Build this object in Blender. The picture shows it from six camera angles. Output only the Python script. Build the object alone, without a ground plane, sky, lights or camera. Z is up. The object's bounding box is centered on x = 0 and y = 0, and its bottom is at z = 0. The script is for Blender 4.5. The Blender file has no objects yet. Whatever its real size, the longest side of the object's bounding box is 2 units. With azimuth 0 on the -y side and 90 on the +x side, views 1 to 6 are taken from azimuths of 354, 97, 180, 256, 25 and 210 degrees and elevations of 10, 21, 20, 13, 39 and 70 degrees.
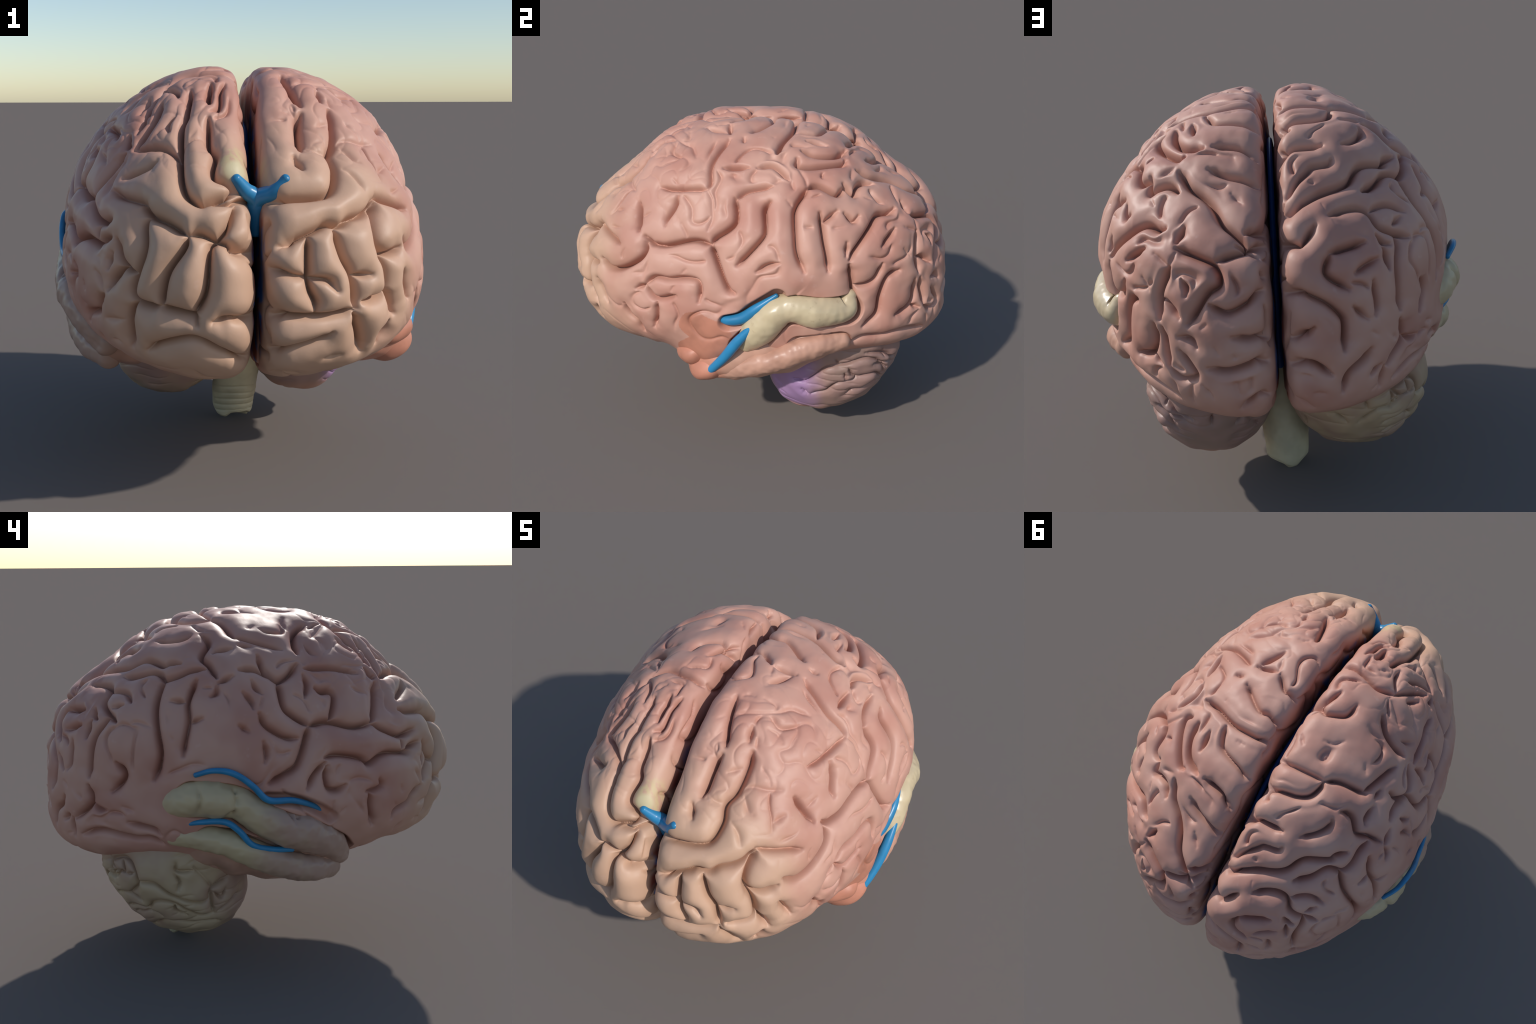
"""Anatomical model of a human brain: two convoluted cerebral hemispheres split by the
long fissure, painted temporal gyri with blue vessels, cerebellum and brain stem.
Front of the brain looks down -y.  Every sulcus is a spline laid on a smooth hemisphere
envelope (bearing from the front pole round the outer side, and elevation, in degrees);
the cortex is carved along those splines so that the gyri swell between them."""
import bpy
import math
import random
import numpy as np
from mathutils import kdtree

random.seed(7)
RIGHT, LEFT = +1, -1
rng = np.random.default_rng(7)

# ------------------------------------------------------------------ hemisphere envelope
MID_Y, MID_Z = 0.0, 0.92              # centre of the side outline
# outline radius every 18 degrees, from the back (+y) over the top to the front and under
OUTLINE = [0.987, 0.952, 0.846, 0.808, 0.778, 0.756, 0.778, 0.821, 0.839, 0.941, 0.997, 0.958, 0.745, 0.6, 0.54, 0.48, 0.52, 0.648, 0.735, 0.992]
# how boxy the bulge toward the side is, every 36 degrees of the outline
BULGE = [2.12, 2.9, 2.16, 1.64, 1.79, 1.98, 2.3, 2.53, 2.86, 2.57]
SIDE_WIDTH, CREST_X, MEDIAL_DEPTH = 0.652, 0.112, 0.100
CENTRE_X = 0.2                        # origin of the sulcus bearings


def periodic(values, angle):
    v = np.asarray(values)
    n = len(v)
    t = (angle / (2 * np.pi) * n) % n
    i = np.floor(t).astype(int)
    f = t - i
    a, b, c, d = (v[(i + k) % n] for k in (-1, 0, 1, 2))
    return b + 0.5 * f * (c - a + f * (2 * a - 5 * b + 4 * c - d + f * (3 * (b - c) + d - a)))




def envelope(p):
    """Implicit hemisphere (outer side toward +x): below zero inside."""
    x, y, z = p[..., 0] - CREST_X, p[..., 1] - MID_Y, p[..., 2] - MID_Z
    a = np.arctan2(z, y)
    t = np.hypot(y, z) / periodic(OUTLINE, a)
    side = (np.abs(x) / SIDE_WIDTH) ** 2 + t ** periodic(BULGE, a)
    medial = (np.abs(x) / MEDIAL_DEPTH) ** 2 + t ** 18
    return np.where(x >= 0, side, medial) - 1.0


def cast_out(direction, far=1.6):
    """Walk from the hemisphere's centre outward to its envelope."""
    c = np.array([CENTRE_X, MID_Y, MID_Z])
    lo, hi = np.zeros(len(direction)), np.full(len(direction), far)
    for _ in range(34):
        m = 0.5 * (lo + hi)
        out = envelope(c + m[:, None] * direction) > 0
        hi, lo = np.where(out, m, hi), np.where(out, lo, m)
    return c + lo[:, None] * direction


def gradient(p):
    h = 2e-4
    g = np.stack([envelope(p + h * e) - envelope(p - h * e) for e in np.eye(3)], -1)
    return g / (np.linalg.norm(g, axis=-1, keepdims=True) + 1e-12)


# ------------------------------------------------------------------ small helpers
def smooth(a, b, x):
    t = np.clip((x - a) / (b - a), 0, 1)
    return t * t * (3 - 2 * t)


def spline(points, step):
    """Catmull-Rom through control points, resampled evenly."""
    p = np.asarray(points, float)
    if len(p) == 2:
        fine = p[0] + np.linspace(0, 1, 24)[:, None] * (p[1] - p[0])
    else:
        q = np.vstack([2 * p[0] - p[1], p, 2 * p[-1] - p[-2]])
        u = np.linspace(0, 1, 16, endpoint=False)[:, None]
        parts = []
        for i in range(1, len(q) - 2):
            a, b, c, d = q[i - 1], q[i], q[i + 1], q[i + 2]
            parts.append(b + 0.5 * u * (c - a + u * (2 * a - 5 * b + 4 * c - d + u * (3 * (b - c) + d - a))))
        fine = np.vstack(parts + [p[-1:]])
    s = np.r_[0, np.cumsum(np.linalg.norm(np.diff(fine[:, :3], axis=0), axis=1))]
    n = max(3, int(s[-1] / step) + 2)
    t = np.linspace(0, s[-1], n)
    return np.stack([np.interp(t, s, fine[:, k]) for k in range(fine.shape[1])], -1)


LATTICE = rng.permutation(256)
LATTICE = np.concatenate([LATTICE, LATTICE, LATTICE])
SLOPES = rng.normal(size=(256, 3))
SLOPES /= np.linalg.norm(SLOPES, axis=1, keepdims=True)


def noise_at(p, scale, seed=0.0):
    """Perlin gradient noise, about -1 to 1, on an array of points."""
    q = np.asarray(p, float) * scale + np.array([3.1, 1.7, 2.3]) * seed + 64.0
    i = np.floor(q).astype(int)
    f = q - i
    i &= 255
    w = f * f * f * (f * (f * 6 - 15) + 10)
    total = np.zeros(len(q))
    for dx in (0, 1):
        for dy in (0, 1):
            for dz in (0, 1):
                h = LATTICE[LATTICE[LATTICE[i[:, 0] + dx] + i[:, 1] + dy] + i[:, 2] + dz]
                g = (SLOPES[h] * (f - np.array([dx, dy, dz]))).sum(1)
                total += g * np.abs(1 - dx - w[:, 0]) * np.abs(1 - dy - w[:, 1]) * np.abs(1 - dz - w[:, 2])
    return total * 1.5


def tree_of(points):
    tree = kdtree.KDTree(len(points))
    for i, v in enumerate(points):
        tree.insert(v, i)
    tree.balance()
    return tree


def nearest(tree, p):
    found = [tree.find(v)[1:] for v in p]
    return np.array([f[0] for f in found], int), np.array([f[1] for f in found])


def fissure_bend(y, x):
    """The long fissure swerves to the left toward the front; the outer sides do not follow."""
    return -0.026 * smooth(0.1, -0.8, y) * (1 - smooth(0.1, 0.5, np.abs(x)))


# ------------------------------------------------------------------ materials
def material(name, build, roughness=0.36, coat=0.0, bump=0.0, bump_scale=60.0):
    m = bpy.data.materials.new(name)
    m.use_nodes = True
    nt = m.node_tree
    bsdf = nt.nodes["Principled BSDF"]
    bsdf.inputs["Roughness"].default_value = roughness
    bsdf.inputs["Specular IOR Level"].default_value = 0.35
    bsdf.inputs["Coat Weight"].default_value = coat
    bsdf.inputs["Coat Roughness"].default_value = 0.25
    co = nt.nodes.new("ShaderNodeTexCoord").outputs["Object"]
    kit = Kit(nt, co)
    nt.links.new(build(kit), bsdf.inputs["Base Color"])
    if bump:
        b = nt.nodes.new("ShaderNodeBump")
        b.inputs["Strength"].default_value = bump
        b.inputs["Distance"].default_value = 0.004
        nt.links.new(kit.noise(bump_scale, 4), b.inputs["Height"])
        nt.links.new(b.outputs["Normal"], bsdf.inputs["Normal"])
    return m


class Kit:
    """Short names for the shader nodes used below."""

    def __init__(self, nt, co):
        self.nt, self.co = nt, co
        sep = nt.nodes.new("ShaderNodeSeparateXYZ")
        nt.links.new(co, sep.inputs[0])
        self.x, self.y, self.z = sep.outputs

    def put(self, socket, value):
        if hasattr(value, "node"):
            self.nt.links.new(value, socket)
        else:
            socket.default_value = value

    def noise(self, scale, detail=3.0, vector=None, distortion=0.0):
        n = self.nt.nodes.new("ShaderNodeTexNoise")
        n.inputs["Scale"].default_value = scale
        n.inputs["Detail"].default_value = detail
        n.inputs["Distortion"].default_value = distortion
        self.nt.links.new(vector or self.co, n.inputs["Vector"])
        return n.outputs["Fac"]

    def stretch(self, sx, sy, sz):
        n = self.nt.nodes.new("ShaderNodeMapping")
        n.inputs["Scale"].default_value = (sx, sy, sz)
        self.nt.links.new(self.co, n.inputs["Vector"])
        return n.outputs[0]

    def math(self, op, a, b=0.0, c=0.0):
        n = self.nt.nodes.new("ShaderNodeMath")
        n.operation = op
        for s, v in zip(n.inputs, (a, b, c)):
            self.put(s, v)
        return n.outputs[0]

    def step(self, value, a, b, lo=0.0, hi=1.0):
        n = self.nt.nodes.new("ShaderNodeMapRange")
        n.interpolation_type = "SMOOTHSTEP"
        self.put(n.inputs["Value"], value)
        for k, v in (("From Min", a), ("From Max", b), ("To Min", lo), ("To Max", hi)):
            n.inputs[k].default_value = v
        return n.outputs[0]

    def mix(self, fac, a, b):
        n = self.nt.nodes.new("ShaderNodeMix")
        n.data_type = "RGBA"
        self.put(n.inputs[0], fac)
        for s, v in ((n.inputs[6], a), (n.inputs[7], b)):
            self.put(s, (*v, 1.0) if isinstance(v, tuple) else v)
        return n.outputs[2]

    def near(self, centre, inner, outer):
        n = self.nt.nodes.new("ShaderNodeVectorMath")
        n.operation = "DISTANCE"
        self.nt.links.new(self.co, n.inputs[0])
        n.inputs[1].default_value = centre
        return self.step(n.outputs["Value"], inner, outer, 1.0, 0.0)


def cortex_colour(k):
    pink, deep, tan = (0.55, 0.305, 0.235), (0.47, 0.225, 0.17), (0.54, 0.34, 0.235)
    base = k.mix(k.step(k.noise(4.0, 2), 0.35, 0.7), pink, deep)
    front = k.step(k.math("MULTIPLY_ADD", k.noise(5.0, 2), 0.3, k.y), -0.35, -0.72)
    base = k.mix(front, base, tan)
    base = k.mix(k.step(k.noise(22.0, 5), 0.62, 0.8, 0.0, 0.25), base, (0.62, 0.42, 0.36))
    # old paint smeared on the inner edge of the left frontal lobe
    smear = k.math("MULTIPLY", k.near((-0.07, -0.80, 1.31), 0.05, 0.12), k.step(k.noise(30.0, 3, k.stretch(1, 1, 0.3)), 0.42, 0.6))
    base = k.mix(k.math("MULTIPLY", smear, 0.5), base, (0.55, 0.50, 0.24))
    base = k.mix(k.near((-0.085, -0.83, 1.29), 0.035, 0.06), base, (0.56, 0.47, 0.29))
    # inner walls of the long fissure carry streaks of vessel paint
    wall = k.step(k.math("ABSOLUTE", k.math("ADD", k.x, k.step(k.y, -0.1, -0.8, 0.0, 0.026))), 0.024, 0.014)
    streak = k.noise(14.0, 4, k.stretch(1, 1, 0.45), 0.6)
    paint = k.mix(k.step(streak, 0.45, 0.55), (0.03, 0.10, 0.28), (0.22, 0.06, 0.04))
    paint = k.mix(k.step(k.noise(9.0, 2), 0.5, 0.6), paint, (0.24, 0.13, 0.10))
    return k.mix(wall, base, paint)


def cream_colour(k):
    base = k.mix(k.step(k.noise(6.0, 3), 0.35, 0.7), (0.56, 0.455, 0.29), (0.50, 0.39, 0.25))
    return k.mix(k.step(k.noise(30.0, 4), 0.62, 0.75, 0, 0.4), base, (0.36, 0.27, 0.17))


def fading_cream(k):
    """Cream at the back, rosy brown toward the temporal pole."""
    back = k.step(k.math("MULTIPLY_ADD", k.noise(7.0, 3), 0.25, k.y), 0.10, 0.36)
    base = k.mix(back, (0.41, 0.26, 0.20), (0.52, 0.405, 0.245))
    return k.mix(k.step(k.noise(4.0, 2), 0.5, 0.7, 0.0, 0.5), base, (0.47, 0.36, 0.23))


def plain(*rgb):
    def build(k):
        d = tuple(c * 0.8 for c in rgb)
        return k.mix(k.step(k.noise(9.0, 4), 0.35, 0.7), tuple(rgb), d)
    return build


def tinted_cerebellum(k):
    base = k.mix(k.step(k.noise(5.0, 3), 0.4, 0.65), (0.33, 0.20, 0.17), (0.28, 0.185, 0.15))
    violet = k.math("MULTIPLY", k.step(k.math("MULTIPLY_ADD", k.noise(8.0, 2), 0.12, k.y), 0.46, 0.30), k.step(k.x, 0.36, 0.46))
    base = k.mix(violet, base, (0.33, 0.20, 0.36))
    return k.mix(k.step(k.z, 0.24, 0.17), base, (0.46, 0.24, 0.17))


def cream_cerebellum(k):
    base = k.mix(k.step(k.noise(4.0, 3), 0.42, 0.62), (0.45, 0.325, 0.205), (0.39, 0.255, 0.18))
    return k.mix(k.step(k.math("MULTIPLY_ADD", k.noise(7.0, 2), 0.2, k.y), 0.36, 0.18), base, (0.33, 0.20, 0.17))


def rose_to_orange(k):
    """Rosy cortex that turns insula-orange toward the temporal pole."""
    base = k.mix(k.step(k.noise(9.0, 4), 0.35, 0.7), (0.52, 0.29, 0.21), (0.43, 0.235, 0.17))
    front = k.step(k.math("MULTIPLY_ADD", k.noise(8.0, 3), 0.1, k.y), -0.02, -0.10)
    return k.mix(front, base, (0.52, 0.235, 0.16))


ROSE_ORANGE = material("rose_to_orange_cortex", rose_to_orange, 0.42, 0.05, 0.08, 50)
CORTEX = material("cortex", cortex_colour, 0.50, 0.0, 0.08, 90)
CREAM = material("cream_paint", cream_colour, 0.33, 0.2, 0.08, 60)
FADING = material("fading_cream_paint", fading_cream, 0.38, 0.1, 0.08, 60)
VESSEL = material("vessel_blue", plain(0.028, 0.22, 0.43), 0.35, 0.1)
DARK_VESSEL = material("dark_vessel_blue", plain(0.01, 0.06, 0.22), 0.35)
ORANGE = material("insula_orange", plain(0.53, 0.225, 0.15), 0.45, 0, 0.1, 40)
RED = material("artery_red", plain(0.50, 0.06, 0.04), 0.4)
ROSE = material("rose_cortex", plain(0.52, 0.29, 0.21), 0.38, 0.1, 0.08, 50)
VIOLET = material("tinted_cerebellum", tinted_cerebellum, 0.45, 0, 0.1, 60)
OCHRE = material("cream_cerebellum", cream_cerebellum, 0.45, 0, 0.1, 60)
STEM = material("stem_cream", plain(0.56, 0.48, 0.32), 0.42, 0, 0.08, 50)
WHITE = material("pale_callosum", plain(0.42, 0.44, 0.44), 0.45)

# ------------------------------------------------------------------ the scene tree
def new_object(name, mesh, parent, mat):
    ob = bpy.data.objects.new(name, mesh)
    bpy.context.scene.collection.objects.link(ob)
    ob.parent = parent
    if mesh is not None and mat is not None:
        mesh.materials.append(mat)
    return ob


def mesh_from(name, verts, faces, normals=None):
    me = bpy.data.meshes.new(name)
    me.vertices.add(len(verts))
    me.vertices.foreach_set("co", np.ascontiguousarray(verts, np.float32).ravel())
    faces = np.asarray(faces, np.int32)
    k = faces.shape[1]
    me.loops.add(faces.size)
    me.loops.foreach_set("vertex_index", faces.ravel())
    me.polygons.add(len(faces))
    me.polygons.foreach_set("loop_start", np.arange(0, faces.size, k, dtype=np.int32))
    me.polygons.foreach_set("loop_total", np.full(len(faces), k, np.int32))
    me.update(calc_edges=True)
    me.validate()
    me.polygons.foreach_set("use_smooth", np.ones(len(faces), bool))
    if normals is not None:
        me.normals_split_custom_set_from_vertices([tuple(n) for n in normals])
    me.update()
    return me


brain = bpy.data.objects.new("brain", None)
bpy.context.scene.collection.objects.link(brain)
brain["label"] = "anatomical human brain model with pink folded cortex and blue vessels"
brain["category"] = "brain"

# ------------------------------------------------------------------ temporal gyri (spines)
# x, y, z, radius: each is a swollen gyrus lying under the lateral fissure
UPPER_GYRUS = {
    RIGHT: [(0.635, 0.503, 0.930, 0.034), (0.660, 0.474, 0.868, 0.064), (0.712, 0.347, 0.869, 0.077), (0.725, 0.224, 0.888, 0.072),
            (0.725, 0.146, 0.851, 0.080), (0.712, 0.072, 0.763, 0.086), (0.695, 0.003, 0.680, 0.051)],
    LEFT: [(-0.560, 0.532, 0.875, 0.049), (-0.640, 0.456, 0.866, 0.075), (-0.690, 0.380, 0.888, 0.082), (-0.715, 0.300, 0.882, 0.084),
           (-0.725, 0.202, 0.863, 0.073), (-0.730, 0.117, 0.800, 0.076), (-0.725, 0.013, 0.743, 0.082), (-0.690, -0.103, 0.700, 0.090),
           (-0.630, -0.230, 0.631, 0.079), (-0.570, -0.308, 0.551, 0.057)],
}
LOWER_GYRUS = {
    RIGHT: [(0.618, -0.192, 0.475, 0.040), (0.683, -0.030, 0.537, 0.057), (0.708, 0.138, 0.598, 0.060), (0.703, 0.298, 0.664, 0.060), (0.638, 0.468, 0.697, 0.054)],
    LEFT: [(-0.620, 0.473, 0.715, 0.049), (-0.690, 0.312, 0.701, 0.060), (-0.715, 0.188, 0.653, 0.060), (-0.705, 0.067, 0.592, 0.065),
           (-0.670, -0.063, 0.538, 0.068), (-0.630, -0.169, 0.511, 0.065), (-0.570, -0.268, 0.490, 0.054)],
}
UPPER_VEIN = {
    RIGHT: [(0.700, -0.137, 0.817, 0.014), (0.725, -0.069, 0.811, 0.026), (0.735, 0.005, 0.833, 0.029), (0.745, 0.070, 0.886, 0.024), (0.740, 0.164, 0.955, 0.011)],
    LEFT: [(-0.728, 0.387, 0.996, 0.011), (-0.763, 0.324, 1.018, 0.012), (-0.778, 0.258, 1.013, 0.014), (-0.783, 0.203, 0.987, 0.014), (-0.783, 0.147, 0.941, 0.014),
           (-0.773, 0.080, 0.877, 0.015), (-0.753, -0.034, 0.863, 0.014), (-0.708, -0.138, 0.822, 0.012), (-0.668, -0.197, 0.778, 0.011)],
}
LOWER_VEIN = {
    RIGHT: [(0.664, -0.234, 0.462, 0.011), (0.704, -0.174, 0.524, 0.020), (0.739, -0.099, 0.612, 0.024), (0.759, -0.029, 0.709, 0.026), (0.769, 0.046, 0.796, 0.017)],
    LEFT: [(-0.670, 0.452, 0.765, 0.008), (-0.730, 0.364, 0.789, 0.012), (-0.755, 0.269, 0.789, 0.014), (-0.760, 0.207, 0.745, 0.014), (-0.760, 0.150, 0.679, 0.014),
           (-0.745, 0.066, 0.648, 0.014), (-0.720, -0.041, 0.631, 0.012)],
}


def spine(path):
    return [q[:3] for q in path]


# bare orange insula between the frontal lid and the temporal pole
PATCH, PATCH_REACH = [(0.67, -0.21, 0.79), (0.68, -0.12, 0.73), (0.61, -0.24, 0.65), (0.60, -0.20, 0.57), (0.62, -0.13, 0.60)], 0.082
# where the hemisphere is hollowed to seat them: path, reach on the surface, depth
BED = {RIGHT: [(spine(UPPER_GYRUS[RIGHT])[1:], 0.052, 0.11), (spine(UPPER_VEIN[RIGHT])[1:], 0.02, 0.06),
               ([(0.66, 0.25, 0.70), (0.62, 0.40, 0.72)], 0.04, 0.09)],
       LEFT: [(spine(UPPER_GYRUS[LEFT])[2:], 0.054, 0.11), (spine(LOWER_GYRUS[LEFT])[1:], 0.048, 0.10), (spine(UPPER_VEIN[LEFT])[5:], 0.008, 0.05)]}
# broad corrections of the envelope: side (0 both), centre on the +x half, amount, reach
SWELL = [(0, (0.30, -0.95, 1.00), 0.010, 0.28), (RIGHT, (0.52, -0.15, 1.45), 0.016, 0.10), (0, (0.20, 0.10, 1.64), -0.012, 0.30), (0, (0.35, -0.30, 1.48), -0.010, 0.25), (0, (0.30, 0.60, 1.38), -0.014, 0.25),
         (LEFT, (0.60, -0.45, 0.98), -0.003, 0.20), (RIGHT, (0.75, 0.20, 1.12), 0.018, 0.14), (RIGHT, (0.45, -0.30, 1.40), 0.010, 0.16),
         (LEFT, (0.75, 0.10, 1.15), 0.008, 0.16), (0, (0.46, -0.55, 0.50), -0.008, 0.15), (RIGHT, (0.60, -0.45, 0.90), -0.006, 0.2), (RIGHT, (0.66, -0.17, 0.63), 0.055, 0.085), (RIGHT, (0.56, -0.24, 0.50), 0.055, 0.08)]

# ------------------------------------------------------------------ sulci
# (width of the gyrus shoulder, drop of the shoulder, further depth of the narrow slit)
KIND = {"fissure": (0.088, 0.040, 0.056), "deep": (0.082, 0.035, 0.050), "medium": (0.070, 0.026, 0.034), "shallow": (0.042, 0.012, 0.010)}
SLIT = 0.0088
SULCI = {+1: [], -1: []}


def sulcus(side, kind, name, *points):
    SULCI[side].append((kind, name, points))



sulcus(RIGHT, "deep", "frontal pole", (-2.5, 9.2), (-2.4, 1.7), (-2.0, -1.7), (-0.9, -4.3), (-0.8, -6.6))
sulcus(RIGHT, "deep", "frontal pole", (15.5, 18.2), (13.2, 15.3), (10.2, 13.8), (7.0, 13.0), (4.7, 11.5), (1.5, 11.8), (-1.0, 10.6), (-8.9, 7.0))
sulcus(RIGHT, "deep", "frontal pole", (15.9, 17.1), (13.6, 11.4), (13.6, 7.0), (16.2, 4.9), (19.1, 4.7), (21.8, 5.6))
sulcus(RIGHT, "deep", "frontal pole", (3.1, 10.4), (4.7, 4.8), (6.6, 0.6), (7.5, -6.5))
sulcus(RIGHT, "deep", "frontal pole", (-10.6, -7.4), (-8.6, -6.8), (-5.6, -7.1), (1.5, -7.5), (7.1, -6.9))
sulcus(RIGHT, "medium", "frontal pole", (-10.4, 2.5), (-2.1, 0.8), (1.5, 0.1), (3.1, -2.1))
sulcus(RIGHT, "deep", "frontal pole", (13.3, 6.6), (15.5, 2.3), (16.3, -3.3), (14.4, -5.3), (9.1, -5.4))
sulcus(RIGHT, "deep", "frontal pole", (7.2, -7.8), (9.3, -13.3), (10.8, -19.0))
sulcus(RIGHT, "medium", "frontal pole", (-11.2, -16.0), (-3.6, -14.0), (1.2, -12.4), (2.4, -11.3))
sulcus(RIGHT, "medium", "frontal pole", (6.6, 0.8), (10.8, 0.4))
sulcus(RIGHT, "medium", "frontal pole", (22.3, -0.3), (25.9, -8.4))
sulcus(RIGHT, "deep", "frontal pole", (16.8, -4.0), (19.4, -10.7))
sulcus(RIGHT, "shallow", "frontal pole", (7.8, 25.4), (10.2, 22.5), (11.1, 19.6))
sulcus(RIGHT, "deep", "frontal pole", (17.5, -12.5), (15.3, -17.8))
sulcus(RIGHT, "shallow", "frontal pole", (1.6, -17.9), (4.9, -17.6))
sulcus(RIGHT, "shallow", "frontal pole", (-10.4, -24.3), (-7.8, -22.3), (-6.0, -22.4), (-3.8, -23.3))
sulcus(RIGHT, "medium", "inferior frontal", (43.8, 2.9), (47.6, 6.9), (54.1, 7.3), (60.9, 9.1), (67.4, 9.0), (69.4, 5.2), (68.7, -1.5))
sulcus(RIGHT, "medium", "inferior frontal", (43.8, 2.3), (48.5, -2.7), (57.7, 0.2))
sulcus(RIGHT, "medium", "inferior frontal", (48.8, -4.6), (47.8, -11.9), (45.4, -17.1))
sulcus(RIGHT, "medium", "inferior frontal", (34.2, -7.3), (35.3, -11.7), (38.2, -15.1), (38.1, -20.5))
sulcus(RIGHT, "medium", "inferior frontal", (39.9, 0.3), (43.8, 2.9))
sulcus(RIGHT, "deep", "inferior parietal", (128.7, 47.7), (119.5, 42.0), (116.8, 35.8), (115.9, 22.9), (118.5, 14.5))
sulcus(RIGHT, "deep", "inferior parietal", (129.5, 36.3), (128.0, 25.3), (128.2, 13.1))
sulcus(RIGHT, "deep", "inferior parietal", (136.3, 13.9), (138.9, -2.8))
sulcus(RIGHT, "deep", "inferior parietal", (162.9, 27.3), (160.0, 27.1), (154.4, 28.3), (146.9, 24.5), (140.2, 19.7), (136.7, 15.8))
sulcus(RIGHT, "medium", "inferior parietal", (138.2, 4.9), (142.4, 4.7), (146.0, 6.5), (148.7, 11.2))
sulcus(RIGHT, "medium", "inferior parietal", (136.7, 22.6), (135.4, 17.6))
sulcus(RIGHT, "medium", "inferior parietal", (149.5, 17.3), (156.9, 21.5))
sulcus(RIGHT, "deep", "middle frontal", (87.6, 18.3), (99.8, 29.9), (102.0, 35.0), (102.2, 43.1), (106.1, 46.1))
sulcus(RIGHT, "fissure", "middle frontal", (73.0, 26.9), (82.3, 7.1), (86.4, 4.4))
sulcus(RIGHT, "deep", "middle frontal", (83.7, 48.8), (84.7, 38.1), (74.8, 30.3), (73.0, 26.9))
sulcus(RIGHT, "medium", "middle frontal", (84.2, 48.5), (91.9, 52.3), (108.8, 52.7))
sulcus(RIGHT, "fissure", "middle frontal", (38.7, 22.5), (42.3, 20.7), (44.7, 21.0), (49.7, 22.0), (63.2, 27.2), (72.6, 27.1))
sulcus(RIGHT, "medium", "middle frontal", (29.4, 15.5), (19.0, 17.5), (15.4, 18.5))
sulcus(RIGHT, "medium", "middle frontal", (99.3, 62.6), (113.0, 61.7), (120.3, 53.6))
sulcus(RIGHT, "medium", "middle frontal", (34.8, 42.7), (42.6, 44.8), (62.4, 50.4))
sulcus(RIGHT, "medium", "middle frontal", (69.7, 61.3), (91.0, 63.0))
sulcus(RIGHT, "deep", "middle frontal", (27.6, 32.7), (35.0, 23.4))
sulcus(RIGHT, "medium", "middle frontal", (52.2, 75.7), (56.2, 64.3), (58.5, 59.7), (63.6, 53.9), (63.3, 50.5))
sulcus(RIGHT, "medium", "middle frontal", (47.3, 43.1), (47.5, 38.1), (45.7, 32.3), (46.3, 29.8))
sulcus(RIGHT, "deep", "middle frontal", (23.6, 7.6), (27.3, 5.0), (32.8, 6.9), (38.6, 12.0), (40.7, 16.2), (39.9, 20.2))
sulcus(RIGHT, "medium", "middle frontal", (97.7, 15.6), (102.5, 18.4), (107.9, 19.3))
sulcus(RIGHT, "shallow", "middle frontal", (8.0, 33.8), (11.9, 35.7), (17.3, 35.2), (22.2, 35.3))
sulcus(RIGHT, "shallow", "middle frontal", (63.6, 50.0), (68.1, 47.1), (69.9, 43.0), (71.2, 38.7), (70.0, 33.2))
sulcus(RIGHT, "shallow", "middle frontal", (-4.1, 56.2), (16.7, 60.4), (28.4, 62.9), (41.1, 60.7))
sulcus(RIGHT, "shallow", "middle frontal", (10.1, 33.0), (12.1, 28.6), (13.3, 27.9))
sulcus(RIGHT, "shallow", "middle frontal", (15.1, 54.3), (20.2, 53.1), (22.3, 50.5))
sulcus(RIGHT, "medium", "middle frontal", (75.4, 78.8), (78.8, 76.3))
sulcus(RIGHT, "shallow", "middle frontal", (54.8, 32.8), (58.1, 29.6), (58.8, 26.9))
sulcus(RIGHT, "shallow", "middle frontal", (19.6, 25.4), (23.3, 27.4))
sulcus(RIGHT, "shallow", "middle frontal", (115.7, 45.0), (118.2, 41.2))
sulcus(RIGHT, "shallow", "middle frontal", (33.2, 29.0), (36.4, 31.6))
sulcus(RIGHT, "shallow", "middle frontal", (61.6, 13.4), (60.0, 11.3))
sulcus(RIGHT, "shallow", "middle frontal", (39.6, 48.1), (42.9, 47.5))
sulcus(RIGHT, "deep", "occipital", (167.8, 22.1), (176.6, 18.8), (178.5, 17.3), (179.4, 15.1), (178.9, 13.0), (175.9, 10.9), (171.3, 3.9))
sulcus(RIGHT, "deep", "occipital", (-166.8, 21.0), (-170.1, 21.0), (-172.2, 20.9), (-174.1, 20.8), (178.6, 18.9))
sulcus(RIGHT, "deep", "occipital", (176.5, 8.8), (-179.3, 7.0), (-174.0, 9.5), (-171.6, 10.7), (-169.6, 11.2))
sulcus(RIGHT, "deep", "occipital", (175.8, -5.9), (-179.7, -6.2), (-173.8, -4.3), (-171.8, -4.0), (-170.0, -5.1))
sulcus(RIGHT, "deep", "occipital", (-178.4, 1.6), (-175.1, 1.2), (-172.3, 1.3), (-170.8, 1.2), (-169.2, -0.1))
sulcus(RIGHT, "deep", "occipital", (154.9, 7.0), (150.9, 5.7), (148.4, -0.0), (147.4, -5.7), (146.1, -8.3), (141.8, -11.9))
sulcus(RIGHT, "deep", "occipital", (-175.9, 22.4), (-173.0, 21.2), (-170.1, 21.0), (-167.0, 20.6))
sulcus(RIGHT, "medium", "occipital", (168.8, -3.0), (172.5, -7.9), (170.4, -9.8), (168.2, -10.1), (165.5, -8.2))
sulcus(RIGHT, "deep", "occipital", (161.1, 1.9), (160.8, -3.1), (159.8, -5.4), (157.6, -7.5), (153.6, -8.9))
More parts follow.
